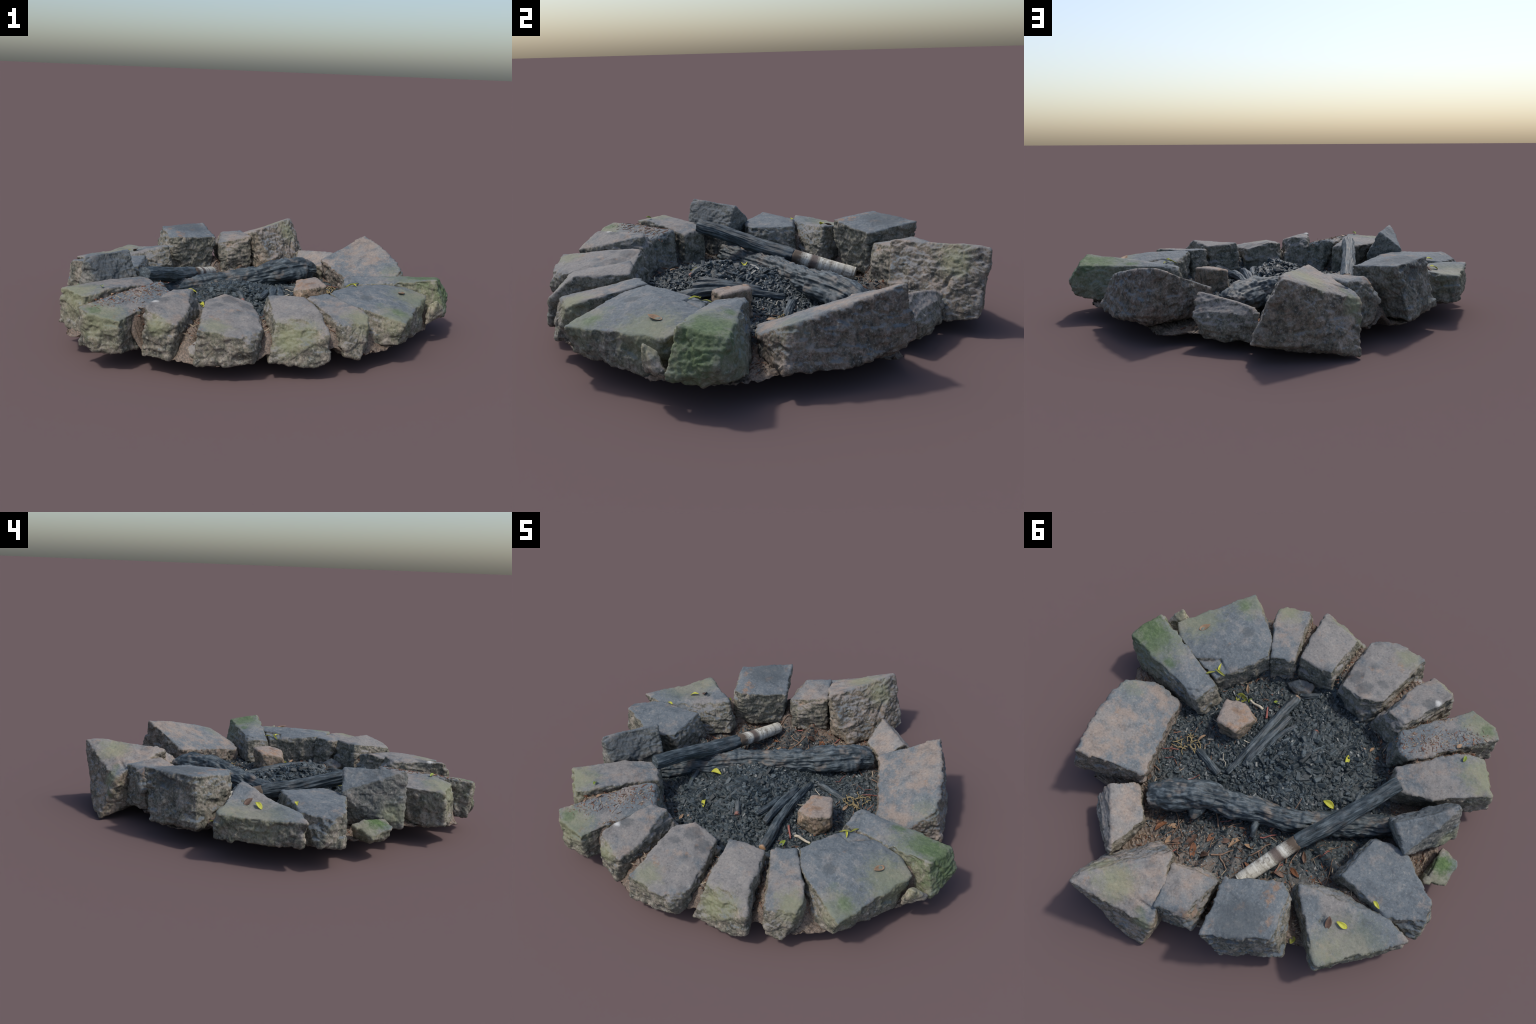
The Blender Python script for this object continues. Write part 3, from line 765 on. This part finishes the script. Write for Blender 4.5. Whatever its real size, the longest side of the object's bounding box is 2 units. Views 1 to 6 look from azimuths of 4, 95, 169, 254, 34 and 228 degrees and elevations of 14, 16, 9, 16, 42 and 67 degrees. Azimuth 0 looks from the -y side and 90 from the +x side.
# (x, y, length, width ratio, yaw, material)
LEAVES = [
 (-.311,-.124,.060,.50,.9,L_YEL),(-.217,-.344,.050,.42,.2,L_YEL),(-.40,-.215,.040,.35,.6,L_GRN),(.385,-.225,.062,.75,.4,L_OLV),(.24,-.325,.040,.55,1.2,L_GRN),
 (.345,-.245,.028,.5,2.0,L_GRN),(-.745,.245,.055,.42,2.2,L_YEL),(-.79,.085,.040,.4,.3,L_YEL),(-.635,.425,.035,.7,1.0,L_OLV),(.145,-.90,.036,.7,.2,L_YEL),
 (.735,-.315,.060,.5,1.9,L_TAN),(-.70,.28,.055,.5,.7,L_BRN),(-.62,-.66,.030,.5,.5,L_GRN),(-.405,-.895,.030,.5,1.1,L_GRN),
 (.02,.44,.085,.4,.2,L_BRN),(-.02,.46,.075,.42,1.3,L_RED),(.06,.47,.080,.38,2.4,L_BRN),(.13,.44,.070,.4,.4,L_TAN),(-.08,.44,.065,.45,2.0,L_BRN),(.17,.49,.075,.4,.8,L_RED),
 (-.13,.30,.075,.35,.6,L_TAN),(-.09,.33,.06,.4,1.9,L_BRN),(-.19,.26,.06,.35,1.2,L_TAN),(-.03,.36,.055,.4,2.9,L_RED),(-.42,.20,.065,.35,.1,L_RED),(-.38,.26,.055,.4,.8,L_BRN),
 (-.40,.12,.06,.3,2.5,L_BRN),(.20,.46,.075,.35,1.0,L_BRN),(.24,.42,.06,.4,2.1,L_TAN),(.10,.50,.06,.4,2.6,L_TAN),(-.25,.33,.05,.4,.4,L_RED),
 (.40,-.28,.05,.3,1.4,L_TAN),(.36,.06,.05,.3,.3,L_TAN),(.42,.20,.04,.4,1.5,L_BRN),(.30,-.24,.03,.4,.3,L_TAN),(-.31,-.45,.035,.5,1.0,L_RED),(-.26,-.47,.035,.4,.2,L_TAN),
 (-.63,-.72,.03,.5,2.0,L_RED),(-.56,-.70,.03,.6,.4,L_TAN),(-.84,-.66,.04,.5,1.4,L_BRN),(.44,-.80,.04,.5,.4,L_RED),(-.20,-.94,.035,.5,.9,L_RED),(-.17,-.96,.03,.6,2.1,L_YEL),
 (.50,-.20,.06,.18,2.5,L_OLV),(.515,-.215,.05,.2,1.9,L_YEL),(.53,-.17,.05,.18,.9,L_OLV),
]
for k, (x, y, ln, w, yaw, mt) in enumerate(LEAVES):
    if top_height(x, y)[0] < 0: continue
    me = leaf_mesh(w, R.uniform(.1, .6), k)
    c = coords(me) * ln; set_coords(me, c)
    z, nor = top_height(x, y)
    if z < 0: continue
    ob = add_object("leaf", me, mt)
    ob.matrix_world = placed(x, y, z + .006, nor, yaw, 1.0, 0, .10, R)

TW_BRN = simple_material("twig_brown", [(.3, (.10, .065, .045)), (.7, (.26, .17, .12))], .7)
TW_RED = simple_material("twig_red", [(.3, (.16, .05, .04)), (.7, (.33, .13, .11))], .7)
TW_PAL = simple_material("twig_pale", [(.3, (.32, .28, .21)), (.7, (.55, .50, .40))], .7)
TW_OCH = simple_material("dry_grass", [(.3, (.16, .12, .055)), (.7, (.34, .27, .14))], .7)
def twig(a, b, r, mat, name="twig", wob=.006, lift=.003, seed=0):
    rr = random.Random(seed); pts = []
    for i in range(5):
        t = i / 4
        x = a[0] + (b[0] - a[0]) * t + rr.uniform(-wob, wob) * (0 < i < 4); y = a[1] + (b[1] - a[1]) * t + rr.uniform(-wob, wob) * (0 < i < 4)
        zb = bed_height(x, y)[0]
        if zb < 0: return
        pts.append((x, y, zb + lift + r + rr.uniform(0, .004), r * (1 - .25 * t)))
    add_object(name, tube(pts, 24, 10, r * .15, seed, (10, 40), .5), mat)
twig((.262,-.252), (.345,-.246), .007, TW_PAL, seed=1, wob=.003)
twig((.208,-.225), (.254,-.278), .0055, TW_RED, seed=2, wob=.003)
for k in range(64):
    x, y = R.uniform(-.5, .45), R.uniform(-.05, .54)
    if not inside(x, y) or y - .75 * x < .19: continue
    a = R.uniform(0, 6.3); l = R.uniform(.05, .15)
    twig((x, y), (x + l * math.cos(a), y + l * math.sin(a)), R.uniform(.0018, .0042), R.choice((TW_BRN, TW_BRN, TW_BRN, TW_RED)), seed=10 + k)
for k in range(12):
    x, y = R.uniform(.15, .45), R.uniform(-.08, .32)
    if not inside(x, y): continue
    a = R.uniform(0, 6.3); l = R.uniform(.04, .10)
    twig((x, y), (x + l * math.cos(a), y + l * math.sin(a)), R.uniform(.0015, .003), R.choice((TW_BRN, TW_RED, TW_PAL)), seed=100 + k)
# knot of dry grass in front of the log
for k in range(16):
    a = R.uniform(0, 6.3); pts = []
    cx, cy = .372 + R.gauss(0, .016), .125 + R.gauss(0, .018)
    for i in range(6):
        a += R.uniform(-.9, .9); cx += math.cos(a) * .011; cy += math.sin(a) * .011
        pts.append((cx, cy, bed_height(cx, cy)[0] + .008 + R.uniform(0, .012), .0022))
    add_object("grass_blade", tube(pts, 24, 8, .0004, k, (10, 40), .3), TW_OCH)
